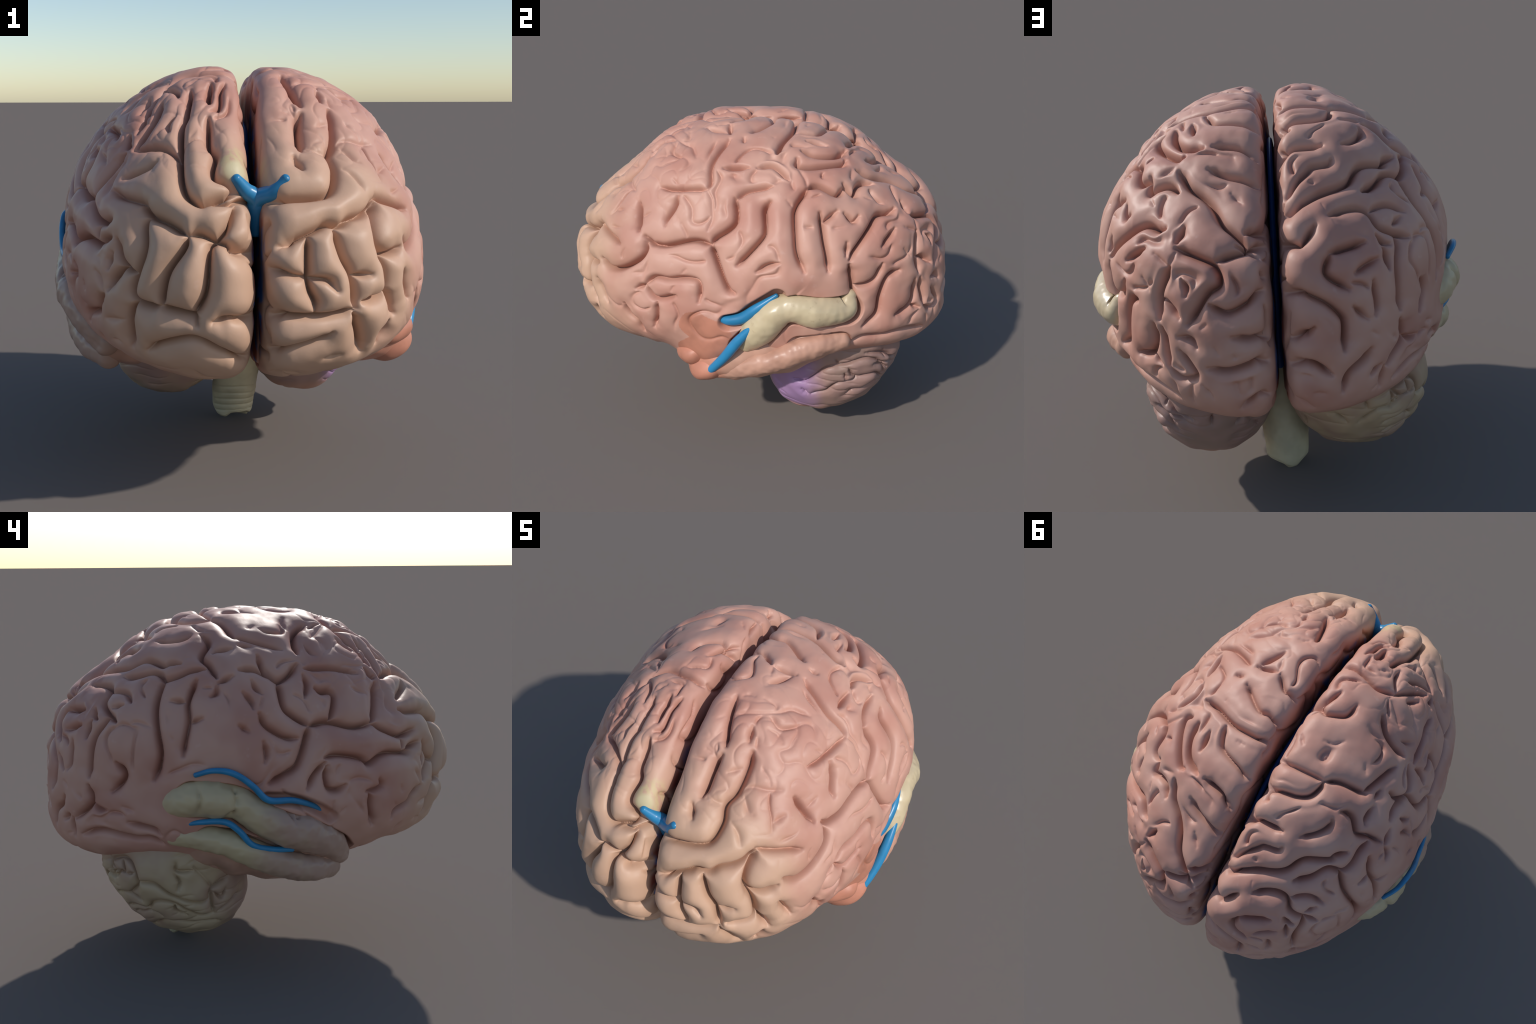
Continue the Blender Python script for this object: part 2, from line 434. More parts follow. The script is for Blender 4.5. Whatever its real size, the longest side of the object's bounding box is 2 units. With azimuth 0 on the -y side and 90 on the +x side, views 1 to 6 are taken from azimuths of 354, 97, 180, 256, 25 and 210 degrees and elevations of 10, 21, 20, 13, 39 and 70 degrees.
sulcus(RIGHT, "deep", "occipital", (166.1, 17.2), (163.1, 10.2), (163.1, 3.9))
sulcus(RIGHT, "deep", "occipital", (163.7, 1.5), (165.2, -7.6))
sulcus(RIGHT, "medium", "occipital", (-177.3, -15.9), (-173.7, -12.6), (-171.8, -12.3), (-170.6, -13.1))
sulcus(RIGHT, "medium", "occipital", (163.4, 8.9), (165.6, 8.3), (169.1, 5.2))
sulcus(RIGHT, "medium", "occipital", (139.3, -19.7), (142.4, -17.0), (149.0, -17.0), (154.5, -15.6), (160.5, -15.6), (166.9, -16.4))
sulcus(RIGHT, "medium", "occipital", (168.8, 0.4), (171.6, 0.4), (173.2, -1.2))
sulcus(RIGHT, "medium", "occipital", (169.8, 14.5), (171.2, 12.5), (171.0, 10.8))
sulcus(RIGHT, "deep", "occipital", (-173.2, 25.3), (-170.9, 25.3), (-169.1, 24.8), (-165.9, 23.9))
sulcus(RIGHT, "deep", "occipital", (167.5, 23.8), (169.1, 27.7))
sulcus(RIGHT, "medium", "occipital", (159.9, -6.6), (163.0, -8.2))
sulcus(RIGHT, "shallow", "occipital", (161.2, 20.3), (166.1, 17.2))
sulcus(RIGHT, "shallow", "occipital", (166.1, 17.2), (167.9, 21.2))
sulcus(RIGHT, "shallow", "occipital", (171.5, -10.2), (170.7, -14.2), (171.2, -16.4))
sulcus(RIGHT, "deep", "occipital", (-170.3, 7.5), (-169.2, 0.2))
sulcus(RIGHT, "shallow", "occipital", (174.3, -10.2), (176.4, -12.9))
sulcus(RIGHT, "shallow", "occipital", (157.6, 13.7), (159.8, 10.7))
sulcus(RIGHT, "shallow", "occipital", (177.6, -0.7), (178.3, -2.1))
sulcus(RIGHT, "shallow", "occipital", (174.7, 3.5), (175.9, 4.5))
sulcus(RIGHT, "deep", "occipital", (-170.0, 15.1), (-168.7, 13.9))
sulcus(RIGHT, "deep", "superior frontal", (10.0, 46.0), (10.2, 41.7), (8.1, 34.2), (5.3, 29.9), (5.7, 25.0), (3.8, 19.5), (0.1, 17.9), (-6.6, 17.3), (-11.7, 16.6))
sulcus(RIGHT, "deep", "superior frontal", (-1.4, 42.9), (-2.7, 39.1), (-2.8, 30.4))
sulcus(RIGHT, "deep", "superior frontal", (-9.9, 61.9), (-4.4, 52.5), (-1.2, 45.9))
sulcus(RIGHT, "medium", "superior frontal", (87.7, 82.9), (-160.0, 83.4), (-132.3, 80.9), (-123.0, 77.6), (-117.0, 73.7))
sulcus(RIGHT, "deep", "superior frontal", (-136.0, 69.8), (-144.4, 71.5), (-152.2, 72.7), (-161.8, 73.7), (174.2, 74.5), (157.7, 74.3), (132.8, 72.1), (120.3, 67.6))
sulcus(RIGHT, "medium", "superior frontal", (-9.9, 80.8), (-53.3, 82.3), (-65.5, 79.4), (-74.4, 75.1))
sulcus(RIGHT, "medium", "superior frontal", (41.6, 78.3), (-1.6, 80.4))
sulcus(RIGHT, "medium", "superior frontal", (6.8, 71.9), (32.7, 77.5))
sulcus(RIGHT, "medium", "superior frontal", (7.5, 53.9), (7.7, 49.0))
sulcus(RIGHT, "medium", "superior frontal", (-4.8, 27.8), (-2.9, 24.3))
sulcus(RIGHT, "shallow", "superior frontal", (-0.7, 31.3), (1.7, 30.1), (4.4, 30.3))
sulcus(RIGHT, "shallow", "superior frontal", (17.7, 60.9), (17.4, 63.7), (8.4, 64.9))
sulcus(RIGHT, "shallow", "superior frontal", (2.8, 38.5), (7.1, 40.5))
sulcus(RIGHT, "shallow", "superior frontal", (-7.7, 43.0), (-4.1, 42.4))
sulcus(RIGHT, "shallow", "superior frontal", (-3.8, 80.2), (3.2, 75.4))
sulcus(RIGHT, "shallow", "superior frontal", (-173.5, 70.1), (-166.4, 69.6))
sulcus(RIGHT, "shallow", "superior frontal", (-5.9, 63.5), (-2.7, 64.6), (1.3, 64.6))
sulcus(RIGHT, "medium", "superior parietal", (164.1, 72.2), (171.7, 67.8), (177.9, 65.1), (-166.0, 62.0), (-154.7, 57.9))
sulcus(RIGHT, "deep", "superior parietal", (177.1, 53.6), (-173.9, 52.6), (-167.1, 50.4), (-163.3, 48.5), (-161.5, 46.5))
sulcus(RIGHT, "deep", "superior parietal", (143.0, 64.0), (148.5, 59.4), (155.8, 56.1), (162.4, 54.2), (171.8, 53.3))
sulcus(RIGHT, "deep", "superior parietal", (162.7, 45.1), (167.9, 40.1), (174.2, 36.6), (177.8, 33.2), (-179.4, 28.4), (-175.8, 25.0), (-169.7, 18.6))
sulcus(RIGHT, "deep", "superior parietal", (148.2, 43.5), (150.2, 38.0), (154.2, 39.9), (159.7, 40.6), (164.3, 38.3))
sulcus(RIGHT, "medium", "superior parietal", (175.7, 45.1), (-177.9, 42.3), (-172.1, 40.5), (-164.1, 37.5))
sulcus(RIGHT, "deep", "superior parietal", (134.1, 61.7), (131.3, 58.5), (140.7, 55.3), (158.4, 50.4), (162.8, 50.7))
sulcus(RIGHT, "medium", "superior parietal", (128.6, 32.0), (137.5, 35.1))
sulcus(RIGHT, "deep", "superior parietal", (128.7, 47.7), (135.2, 47.0), (141.7, 41.1), (148.2, 42.4))
sulcus(RIGHT, "medium", "superior parietal", (140.3, 33.3), (142.5, 29.4), (145.5, 30.5))
sulcus(RIGHT, "medium", "superior parietal", (156.9, 66.5), (163.5, 60.0))
sulcus(RIGHT, "shallow", "superior parietal", (129.7, 56.8), (129.8, 51.3), (128.5, 47.4))
sulcus(RIGHT, "shallow", "superior parietal", (-176.0, 36.2), (-173.2, 32.7))
sulcus(RIGHT, "shallow", "superior parietal", (153.9, 35.4), (155.8, 34.1))
sulcus(LEFT, "deep", "frontal pole", (-9.9, 15.8), (-3.3, 8.9), (-1.7, 7.1), (-0.7, -1.4), (2.0, -6.7))
sulcus(LEFT, "deep", "frontal pole", (3.1, 9.9), (4.2, 7.2), (8.1, 1.8), (10.0, -5.7))
sulcus(LEFT, "deep", "frontal pole", (16.1, 18.1), (13.3, 14.8), (8.2, 12.7), (3.5, 10.0))
sulcus(LEFT, "deep", "frontal pole", (2.9, 9.9), (0.4, 10.2), (-3.1, 8.9), (-10.7, 5.8))
sulcus(LEFT, "deep", "frontal pole", (10.3, -5.6), (2.5, -6.7), (1.2, -8.5))
sulcus(LEFT, "deep", "frontal pole", (13.8, 14.2), (14.5, 11.7), (14.2, 6.7), (17.2, -1.8), (16.6, -4.9), (13.8, -5.8), (10.3, -5.6))
sulcus(LEFT, "medium", "frontal pole", (13.8, -17.3), (10.5, -14.8), (3.9, -12.0), (0.2, -12.2), (-3.5, -14.3), (-11.5, -18.7))
sulcus(LEFT, "medium", "frontal pole", (-1.5, 16.9), (-7.0, 16.5), (-8.6, 16.6), (-10.2, 16.8), (-13.3, 17.3))
sulcus(LEFT, "medium", "frontal pole", (-2.2, -7.7), (-5.5, -7.0), (-8.4, -7.4), (-11.5, -7.9))
sulcus(LEFT, "deep", "frontal pole", (22.6, 8.6), (20.7, 3.2), (17.2, 1.2))
sulcus(LEFT, "deep", "frontal pole", (17.0, -5.8), (18.7, -9.8), (19.1, -18.1))
sulcus(LEFT, "deep", "frontal pole", (20.5, 2.4), (23.9, -1.4), (25.0, -3.8))
sulcus(LEFT, "medium", "frontal pole", (-4.8, 7.7), (-6.8, 6.5), (-9.0, 6.0), (-11.8, 5.4))
sulcus(LEFT, "shallow", "frontal pole", (26.4, -11.9), (20.7, -10.8))
sulcus(LEFT, "deep", "inferior frontal", (69.6, 7.9), (70.4, 2.3), (69.0, -2.3), (64.8, -3.0), (61.8, -1.2))
sulcus(LEFT, "deep", "inferior frontal", (70.5, 9.7), (76.0, 4.4), (79.6, -1.2))
sulcus(LEFT, "deep", "inferior frontal", (50.2, -6.0), (48.2, -14.3), (45.0, -20.3))
sulcus(LEFT, "medium", "inferior frontal", (46.1, -0.5), (44.6, -3.1), (45.2, -3.6), (48.1, -4.8), (52.0, -4.8))
sulcus(LEFT, "medium", "inferior frontal", (26.8, -5.7), (29.9, -8.3), (31.4, -11.6), (37.0, -14.0), (37.6, -17.0))
sulcus(LEFT, "medium", "inferior frontal", (24.4, 5.3), (25.4, 1.3))
sulcus(LEFT, "shallow", "inferior frontal", (29.7, 0.1), (27.9, -1.7), (26.9, -4.8))
sulcus(LEFT, "shallow", "inferior frontal", (63.4, -13.2), (62.0, -10.9))
sulcus(LEFT, "shallow", "inferior frontal", (36.7, -4.2), (36.0, -6.2))
sulcus(LEFT, "shallow", "inferior frontal", (24.9, -17.9), (22.4, -17.5))
sulcus(LEFT, "shallow", "inferior frontal", (31.4, -22.3), (31.5, -19.1))
sulcus(LEFT, "deep", "inferior parietal", (131.4, 41.5), (132.0, 32.9), (129.9, 25.2), (130.5, 13.1))
sulcus(LEFT, "fissure", "inferior parietal", (146.4, 39.2), (144.5, 30.5), (140.1, 20.1), (138.4, 13.6), (138.9, 8.2), (140.4, 3.8))
sulcus(LEFT, "medium", "inferior parietal", (159.3, 25.0), (155.7, 26.6))
sulcus(LEFT, "medium", "inferior parietal", (129.9, 25.1), (125.0, 27.2))
sulcus(LEFT, "shallow", "inferior parietal", (149.8, 20.0), (147.9, 22.0), (142.4, 21.5))
sulcus(LEFT, "fissure", "middle frontal", (75.4, 26.5), (82.4, 12.3), (86.4, 7.8), (97.0, 2.3))
sulcus(LEFT, "deep", "middle frontal", (162.3, 72.4), (143.2, 72.3), (120.8, 65.5))
sulcus(LEFT, "deep", "middle frontal", (100.9, 32.2), (98.5, 28.1), (94.3, 25.4), (87.8, 22.5), (82.5, 21.8))
sulcus(LEFT, "fissure", "middle frontal", (87.5, 47.6), (87.3, 36.7), (83.0, 32.3), (75.0, 27.0))
sulcus(LEFT, "fissure", "middle frontal", (75.0, 27.0), (65.3, 27.3), (52.3, 22.7), (42.6, 21.9))
sulcus(LEFT, "deep", "middle frontal", (66.3, 42.6), (63.9, 40.6), (58.4, 39.7), (57.2, 36.4), (63.4, 27.3))
sulcus(LEFT, "deep", "middle frontal", (99.8, 58.8), (96.2, 52.7), (88.4, 48.0), (79.9, 50.4), (71.2, 54.8))
sulcus(LEFT, "deep", "middle frontal", (70.2, 11.8), (64.5, 12.5), (58.2, 11.0), (51.8, 8.5), (49.5, 6.1), (44.3, 8.2), (39.1, 8.7), (31.1, 6.9), (29.7, 8.4), (25.2, 9.2))
sulcus(LEFT, "medium", "middle frontal", (121.2, 66.4), (79.3, 62.2))
sulcus(LEFT, "deep", "middle frontal", (66.9, 59.3), (62.3, 65.2), (51.5, 69.6), (32.1, 70.0))
sulcus(LEFT, "medium", "middle frontal", (67.4, 52.0), (47.0, 47.0), (37.5, 41.6))
sulcus(LEFT, "deep", "middle frontal", (111.8, 50.0), (103.1, 51.8), (92.0, 49.1))
sulcus(LEFT, "medium", "middle frontal", (114.4, 62.0), (106.0, 62.8))
sulcus(LEFT, "deep", "middle frontal", (42.8, 21.7), (38.3, 17.4), (32.2, 13.5), (25.6, 13.8))
sulcus(LEFT, "fissure", "middle frontal", (42.6, 21.9), (29.1, 34.7))
sulcus(LEFT, "medium", "middle frontal", (70.1, 49.5), (70.5, 44.5), (74.2, 39.3))
sulcus(LEFT, "medium", "middle frontal", (121.2, 42.2), (114.9, 46.6))
sulcus(LEFT, "medium", "middle frontal", (99.5, 20.3), (98.3, 15.6), (99.1, 11.8))
sulcus(LEFT, "medium", "middle frontal", (24.2, 35.3), (12.2, 34.0), (4.9, 29.3))
sulcus(LEFT, "medium", "middle frontal", (129.4, 54.8), (127.6, 56.8), (119.2, 59.6))
sulcus(LEFT, "medium", "middle frontal", (28.0, 22.4), (23.8, 20.1), (14.5, 17.5))
sulcus(LEFT, "medium", "middle frontal", (108.9, 40.2), (105.0, 37.3), (103.9, 34.0))
sulcus(LEFT, "medium", "middle frontal", (8.7, 52.3), (11.0, 56.4), (19.0, 60.3))
sulcus(LEFT, "deep", "middle frontal", (16.8, 50.9), (18.7, 43.9), (23.7, 36.1))
sulcus(LEFT, "medium", "middle frontal", (20.1, 61.4), (23.4, 51.8), (25.4, 41.2))
sulcus(LEFT, "medium", "middle frontal", (28.3, 56.7), (29.4, 49.8))
sulcus(LEFT, "deep", "middle frontal", (29.8, 41.2), (28.8, 37.5), (27.1, 36.9))
sulcus(LEFT, "medium", "middle frontal", (104.5, 46.1), (102.4, 43.1), (99.1, 40.8))
sulcus(LEFT, "medium", "middle frontal", (12.9, 29.0), (16.3, 27.4), (25.0, 25.9))
sulcus(LEFT, "medium", "middle frontal", (110.0, 26.3), (106.2, 24.3))
sulcus(LEFT, "medium", "middle frontal", (31.8, 13.2), (32.7, 7.8))
sulcus(LEFT, "shallow", "middle frontal", (19.8, 64.1), (45.2, 63.3))
sulcus(LEFT, "shallow", "middle frontal", (42.1, 77.7), (54.9, 75.7), (60.2, 71.6))
sulcus(LEFT, "shallow", "middle frontal", (46.3, 37.7), (39.2, 33.0))
sulcus(LEFT, "shallow", "middle frontal", (104.9, 74.7), (109.7, 72.3))
sulcus(LEFT, "shallow", "middle frontal", (18.9, 48.1), (23.0, 47.3))
sulcus(LEFT, "deep", "occipital", (179.9, 19.1), (-179.1, 14.6), (175.8, 10.7))
sulcus(LEFT, "deep", "occipital", (179.7, 19.4), (170.2, 21.4))
sulcus(LEFT, "deep", "occipital", (-168.8, 9.9), (-169.8, 10.5), (-172.0, 10.8), (-173.6, 10.5), (-175.9, 9.6), (-179.4, 7.6), (177.7, 4.6), (177.1, 2.4), (177.6, -2.9))
sulcus(LEFT, "deep", "occipital", (-169.7, -6.3), (-171.0, -5.3), (-173.2, -4.9), (-175.9, -5.4), (-179.4, -8.2))
sulcus(LEFT, "deep", "occipital", (152.4, 7.9), (150.2, 5.6), (150.3, 2.9), (153.5, -1.0))
sulcus(LEFT, "deep", "occipital", (170.9, -4.3), (172.7, -6.5), (176.4, -8.9), (178.1, -13.1))
sulcus(LEFT, "medium", "occipital", (148.5, -10.7), (141.1, -13.5), (139.4, -15.8))
sulcus(LEFT, "deep", "occipital", (-166.2, 20.7), (-169.0, 21.2), (-171.1, 21.5), (-173.6, 22.1), (-176.7, 26.4))
sulcus(LEFT, "medium", "occipital", (164.5, -14.8), (158.8, -13.3), (154.6, -13.9), (146.8, -16.6), (142.8, -17.1), (140.0, -20.0))
sulcus(LEFT, "deep", "occipital", (161.7, -0.2), (160.9, -5.2), (166.4, -10.0))
sulcus(LEFT, "deep", "occipital", (159.3, 22.4), (159.4, 19.2), (161.1, 13.6), (161.5, 2.6))
sulcus(LEFT, "deep", "occipital", (-169.8, -0.1), (-172.4, 1.4), (-174.5, 1.8), (-175.7, 2.9))
sulcus(LEFT, "medium", "occipital", (174.0, 14.1), (167.6, 16.8))
sulcus(LEFT, "medium", "occipital", (169.3, 11.7), (168.8, 5.8), (169.6, 3.6))
sulcus(LEFT, "deep", "occipital", (166.1, 22.7), (164.4, 20.7), (162.6, 19.9))
sulcus(LEFT, "medium", "occipital", (174.9, 6.6), (171.6, 3.2))
sulcus(LEFT, "medium", "occipital", (160.3, -4.9), (158.3, -6.5), (155.4, -6.9))
sulcus(LEFT, "deep", "occipital", (164.7, 19.1), (164.1, 13.8))
sulcus(LEFT, "deep", "occipital", (168.8, -9.2), (171.0, -10.7))
sulcus(LEFT, "medium", "occipital", (167.5, -10.1), (168.5, -15.6))
sulcus(LEFT, "shallow", "occipital", (150.3, -5.5), (147.2, -6.6))
sulcus(LEFT, "shallow", "occipital", (-175.5, -12.1), (-177.7, -12.4))
sulcus(LEFT, "shallow", "occipital", (-171.0, -14.0), (-172.6, -14.6), (-174.7, -16.3))
sulcus(LEFT, "shallow", "occipital", (170.7, -0.1), (169.4, -1.1))
sulcus(LEFT, "shallow", "occipital", (170.7, -15.0), (169.0, -14.7))
sulcus(LEFT, "medium", "superior frontal", (-14.9, 55.3), (-10.5, 51.3), (-9.1, 45.3), (-5.8, 43.8))
sulcus(LEFT, "medium", "superior frontal", (-67.5, 73.7), (-65.5, 77.5), (-63.4, 80.1), (-57.0, 82.0), (-12.2, 83.1), (1.5, 80.9), (1.5, 77.3))
sulcus(LEFT, "medium", "superior frontal", (163.7, 72.3), (-162.3, 71.4), (-143.1, 67.4))
sulcus(LEFT, "medium", "superior frontal", (20.1, 61.4), (7.1, 66.3), (-8.7, 65.2), (-27.8, 61.1))
sulcus(LEFT, "deep", "superior frontal", (2.9, 54.3), (4.2, 43.8), (5.8, 38.3), (5.2, 25.5), (4.0, 19.8), (2.0, 17.5), (-0.3, 16.5), (-1.5, 16.9), (-11.2, 19.5))
sulcus(LEFT, "deep", "superior frontal", (-4.4, 41.2), (-3.7, 33.3), (-5.2, 29.9), (-3.8, 25.9), (-3.9, 23.1), (-6.8, 21.6), (-12.0, 18.8))
sulcus(LEFT, "deep", "superior frontal", (-7.4, 56.0), (-5.2, 50.6), (-5.4, 47.1))
sulcus(LEFT, "medium", "superior frontal", (-47.1, 76.2), (-61.1, 75.1), (-72.7, 73.3))
sulcus(LEFT, "shallow", "superior frontal", (-154.8, 84.6), (163.3, 85.8), (110.2, 86.1))
sulcus(LEFT, "medium", "superior frontal", (-27.5, 74.7), (-36.4, 75.9), (-83.3, 76.0))
sulcus(LEFT, "shallow", "superior frontal", (-1.2, 59.9), (4.5, 57.1))
sulcus(LEFT, "shallow", "superior frontal", (-124.6, 77.3), (-139.9, 77.5))
sulcus(LEFT, "medium", "superior frontal", (-141.8, 70.2), (-119.9, 74.3))
sulcus(LEFT, "deep", "superior parietal", (-154.2, 58.6), (-171.1, 62.9), (-178.8, 63.9), (172.3, 65.8), (165.8, 69.4), (163.7, 72.3))
sulcus(LEFT, "medium", "superior parietal", (169.3, 52.1), (163.0, 53.5), (156.7, 55.6), (152.3, 58.1), (152.5, 59.5))
sulcus(LEFT, "deep", "superior parietal", (-166.4, 28.6), (-173.5, 32.9), (-178.8, 35.6), (174.2, 37.5), (169.7, 39.4), (166.2, 42.6), (162.1, 44.4), (151.2, 44.3), (149.0, 45.8), (142.9, 46.6))
sulcus(LEFT, "deep", "superior parietal", (-159.4, 45.6), (-163.4, 48.0), (-166.2, 49.5), (-169.0, 50.3), (179.2, 51.4))
sulcus(LEFT, "deep", "superior parietal", (145.4, 62.0), (139.7, 60.9), (136.2, 58.4), (135.2, 52.3), (128.2, 49.3), (122.5, 44.4))
sulcus(LEFT, "deep", "superior parietal", (179.0, 29.0), (173.6, 30.9), (169.0, 30.8), (166.0, 28.8), (163.8, 24.7), (154.9, 20.6))
sulcus(LEFT, "medium", "superior parietal", (121.5, 41.0), (121.1, 37.9), (123.1, 36.1))
sulcus(LEFT, "medium", "superior parietal", (165.8, 29.8), (161.6, 30.9), (157.8, 30.6), (153.3, 28.0))
sulcus(LEFT, "medium", "superior parietal", (-166.3, 33.5), (-174.1, 41.7), (-176.4, 43.7), (177.2, 44.7), (175.9, 46.3))
sulcus(LEFT, "deep", "superior parietal", (166.3, 35.9), (159.8, 37.7), (153.6, 40.7), (149.8, 40.6), (145.6, 39.1), (140.6, 41.4), (135.8, 45.3), (129.9, 47.4))
sulcus(LEFT, "medium", "superior parietal", (138.4, 31.7), (132.6, 32.6))
sulcus(LEFT, "deep", "superior parietal", (-159.9, 49.2), (-163.6, 47.2))
sulcus(LEFT, "deep", "superior parietal", (-153.6, 59.2), (-159.1, 56.8), (-163.1, 57.0))


def on_surface(points):
    a = np.radians(np.asarray(points, float))
    d = np.stack([np.sin(a[:, 0]) * np.cos(a[:, 1]), -np.cos(a[:, 0]) * np.cos(a[:, 1]), np.sin(a[:, 1])], -1)
    return cast_out(d)


def settle(points):
    """Press points back onto the envelope along their bearing."""
    q = points - np.array([CENTRE_X, MID_Y, MID_Z])
    return cast_out(q / np.linalg.norm(q, axis=1, keepdims=True))


def sphere_grid(n):
    """Cube-sphere: unit directions and quads without poles."""
    g = np.tan(np.linspace(-1, 1, n + 1) * np.pi / 4)
    u, v = np.meshgrid(g, g, indexing="ij")
    one = np.ones_like(u)
    sides = [(one, u, v), (-one, v, u), (v, one, u), (u, -one, v), (u, v, one), (v, u, -one)]
    pts = np.vstack([np.stack(s, -1).reshape(-1, 3) for s in sides])
    pts /= np.linalg.norm(pts, axis=1, keepdims=True)
    i, j = np.meshgrid(np.arange(n), np.arange(n), indexing="ij")
    q = (i * (n + 1) + j).ravel()
    quad = np.stack([q, q + n + 1, q + n + 2, q + 1], -1)
    faces = np.vstack([quad + k * (n + 1) ** 2 for k in range(6)])
    key = np.round(pts * 1e5).astype(np.int64)
    _, first, back = np.unique(key, axis=0, return_index=True, return_inverse=True)
    return pts[first], back.reshape(-1)[faces]


def vertex_normals(v, f):
    n = np.zeros_like(v)
    a, b, c, d = (v[f[:, k]] for k in range(4))
    fn = np.cross(c - a, d - b)
    for k in range(4):
        np.add.at(n, f[:, k], fn)
    return n / (np.linalg.norm(n, axis=1, keepdims=True) + 1e-12)


GRID, QUADS = sphere_grid(270)


VALENCE = np.bincount(QUADS.ravel(), minlength=len(GRID)).astype(float)


def relax(value, rounds):
    """Diffuse a per-vertex value over the grid so that crowns come out round."""
    for _ in range(rounds):
        mean = np.repeat(value[QUADS].mean(1), 4)
        value = np.bincount(QUADS.ravel(), mean, len(GRID)) / VALENCE
    return value


def near_path(p, path, reach):
    """Vertices within reach of a polyline: their indices, distance / reach, and distance to its nearer end."""
    lo, hi = path.min(0) - reach, path.max(0) + reach
    pick = np.flatnonzero(((p > lo) & (p < hi)).all(1))
    a, ab = path[:-1], np.diff(path, axis=0)
    step = np.linalg.norm(ab, axis=1)
    s = np.r_[0, np.cumsum(step)]
    best, where = np.full(len(pick), 9.0), np.zeros(len(pick))
    for i in range(len(a)):
        w = p[pick] - a[i]
        t = np.clip(w @ ab[i] / (step[i] ** 2 + 1e-12), 0, 1)
        d = np.linalg.norm(w - t[:, None] * ab[i], axis=1)
        near = d < best
        best[near], where[near] = d[near], s[i] + t[near] * step[i]
    keep = best < reach
    return pick[keep], best[keep] / reach, np.minimum(where, s[-1] - where)[keep]


def cortex(side):
    direction = GRID * np.array([0.62, 1.0, 0.72])
    p = cast_out(direction, 3.0)
    nrm = gradient(p)
    carve, slits = np.zeros(len(p)), np.zeros(len(p))
    for kind, name, ctrl in SULCI[side]:
        width, drop, slit = KIND[kind]
        path = settle(spline(on_surface(ctrl), 0.011))
        pick, u, along = near_path(p, path, width)
        taper = 0.45 + 0.55 * smooth(0.0, 0.035, along)
        u = np.clip(u / (0.6 + 0.4 * taper), 0, 1)
        cut = drop * taper * (0.4 * (1 - np.sqrt(np.clip(1 - (1 - u) ** 2, 0, 1))) + 0.6 * (1 - u) ** 2)
        slits[pick] = np.maximum(slits[pick], slit * taper * np.exp(-(u * width / SLIT) ** 1.5))
        carve[pick] = np.minimum(np.hypot(carve[pick], cut), np.maximum(carve[pick], cut) * 1.25)
    carve = relax(carve, 12)
    # plateaus that no named sulcus crosses get faint secondary furrows
    plain_top = (1 - smooth(0.0015, 0.009, carve)) * smooth(0.62, 0.8, p[:, 2]) * smooth(0.02, 0.08, p[:, 0]) * smooth(-0.78, -0.55, p[:, 1])
    plain_top *= 1 - 0.4 * smooth(0.45, 0.65, p[:, 0])
    pick = np.flatnonzero(plain_top > 0.02)
    q = p[pick] + 0.035 * np.stack([noise_at(p[pick], 6.0, k + side) for k in (80, 81, 82)], -1)
    ridge = np.abs(noise_at(q, 5.2, 83 + side))
    furrow = plain_top[pick] * smooth(-0.25, 0.05, noise_at(p[pick], 4.0, 84 + side))
    carve[pick] += furrow * 0.013 * np.exp(-ridge / 0.16)
    slits[pick] = np.maximum(slits[pick], furrow * 0.016 * np.exp(-(ridge / 0.05) ** 1.5))
    carve *= 1 + 0.45 * smooth(-0.45, -0.85, p[:, 1])
    carve += slits
    # unseen medial wall and underside: folds from ridged noise
    low = np.maximum(smooth(0.62, 0.50, p[:, 2]) * smooth(-0.2, -0.7, nrm[:, 2]), smooth(-0.8, -0.98, nrm[:, 0]))
    pick = low > 0.01
    fold = np.zeros(len(p))
    fold[pick] = np.exp(-np.abs(noise_at(p[pick], 5.5, 2.0 + side)) / 0.07)
    carve = np.maximum(carve, 0.022 * fold * low)
    # gentle swelling and dimples
    carve += 0.005 * noise_at(p, 9.0, side) + 0.0010 * noise_at(p, 24.0, 4 + side)
    # crumpled, half-melted folds on the upper frontal lobes
    zone = smooth(1.22, 1.4, p[:, 2]) * smooth(-0.12, -0.3, p[:, 1]) * smooth(0.06, 0.12, p[:, 0])
    pick = zone > 0.01
    q = p[pick] + 0.03 * np.stack([noise_at(p[pick], 8.0, k + side) for k in (60, 61, 62)], -1)
    crease = np.exp(-np.abs(noise_at(q, 5.5, 70 + side)) / 0.10) + 0.6 * np.exp(-np.abs(noise_at(q, 10.0, 71 + side)) / 0.12)
    carve[pick] += 0.008 * zone[pick] * (crease - 0.5)
    # bed for the temporal gyri under the lateral fissure
    hollow = np.zeros(len(p))
    for path, radius, depth in BED[side]:
        pick, u, _ = near_path(p, settle(spline(path, 0.015) * np.array([side, 1, 1])), radius + 0.03)
        hollow[pick] = np.maximum(hollow[pick], depth * (1 - smooth(radius, radius + 0.03, u * (radius + 0.03))))
    push = np.zeros(len(p))
    for which, centre, amount, reach in SWELL:
        if which in (0, side):
            push += amount * np.exp(-((p - np.array(centre)) ** 2).sum(1) / (2 * reach * reach))
    v = p + nrm * (push - carve * (1 - smooth(0.02, 0.07, hollow)) - hollow)[:, None]
    v[:, 0] = side * v[:, 0] + 0.011 * noise_at(p * np.array([0.2, 1, 1]), 6.5, 90) * (1 - smooth(0.04, 0.22, p[:, 0])) + fissure_bend(v[:, 1], v[:, 0]) + side * 0.003 * smooth(-0.3, -0.8, v[:, 1])
    f = QUADS if side > 0 else QUADS[:, ::-1]
    n = vertex_normals(v, f)
    centre = v[f].mean(1)
    y, z = centre[:, 1], centre[:, 2]
    front = y < 0.22 + 0.15 * (z - 1.2)
    back = ~front & ((y - 0.62) + 0.35 * (1.2 - z) > 0.1)
    insula = np.zeros(len(f), bool)
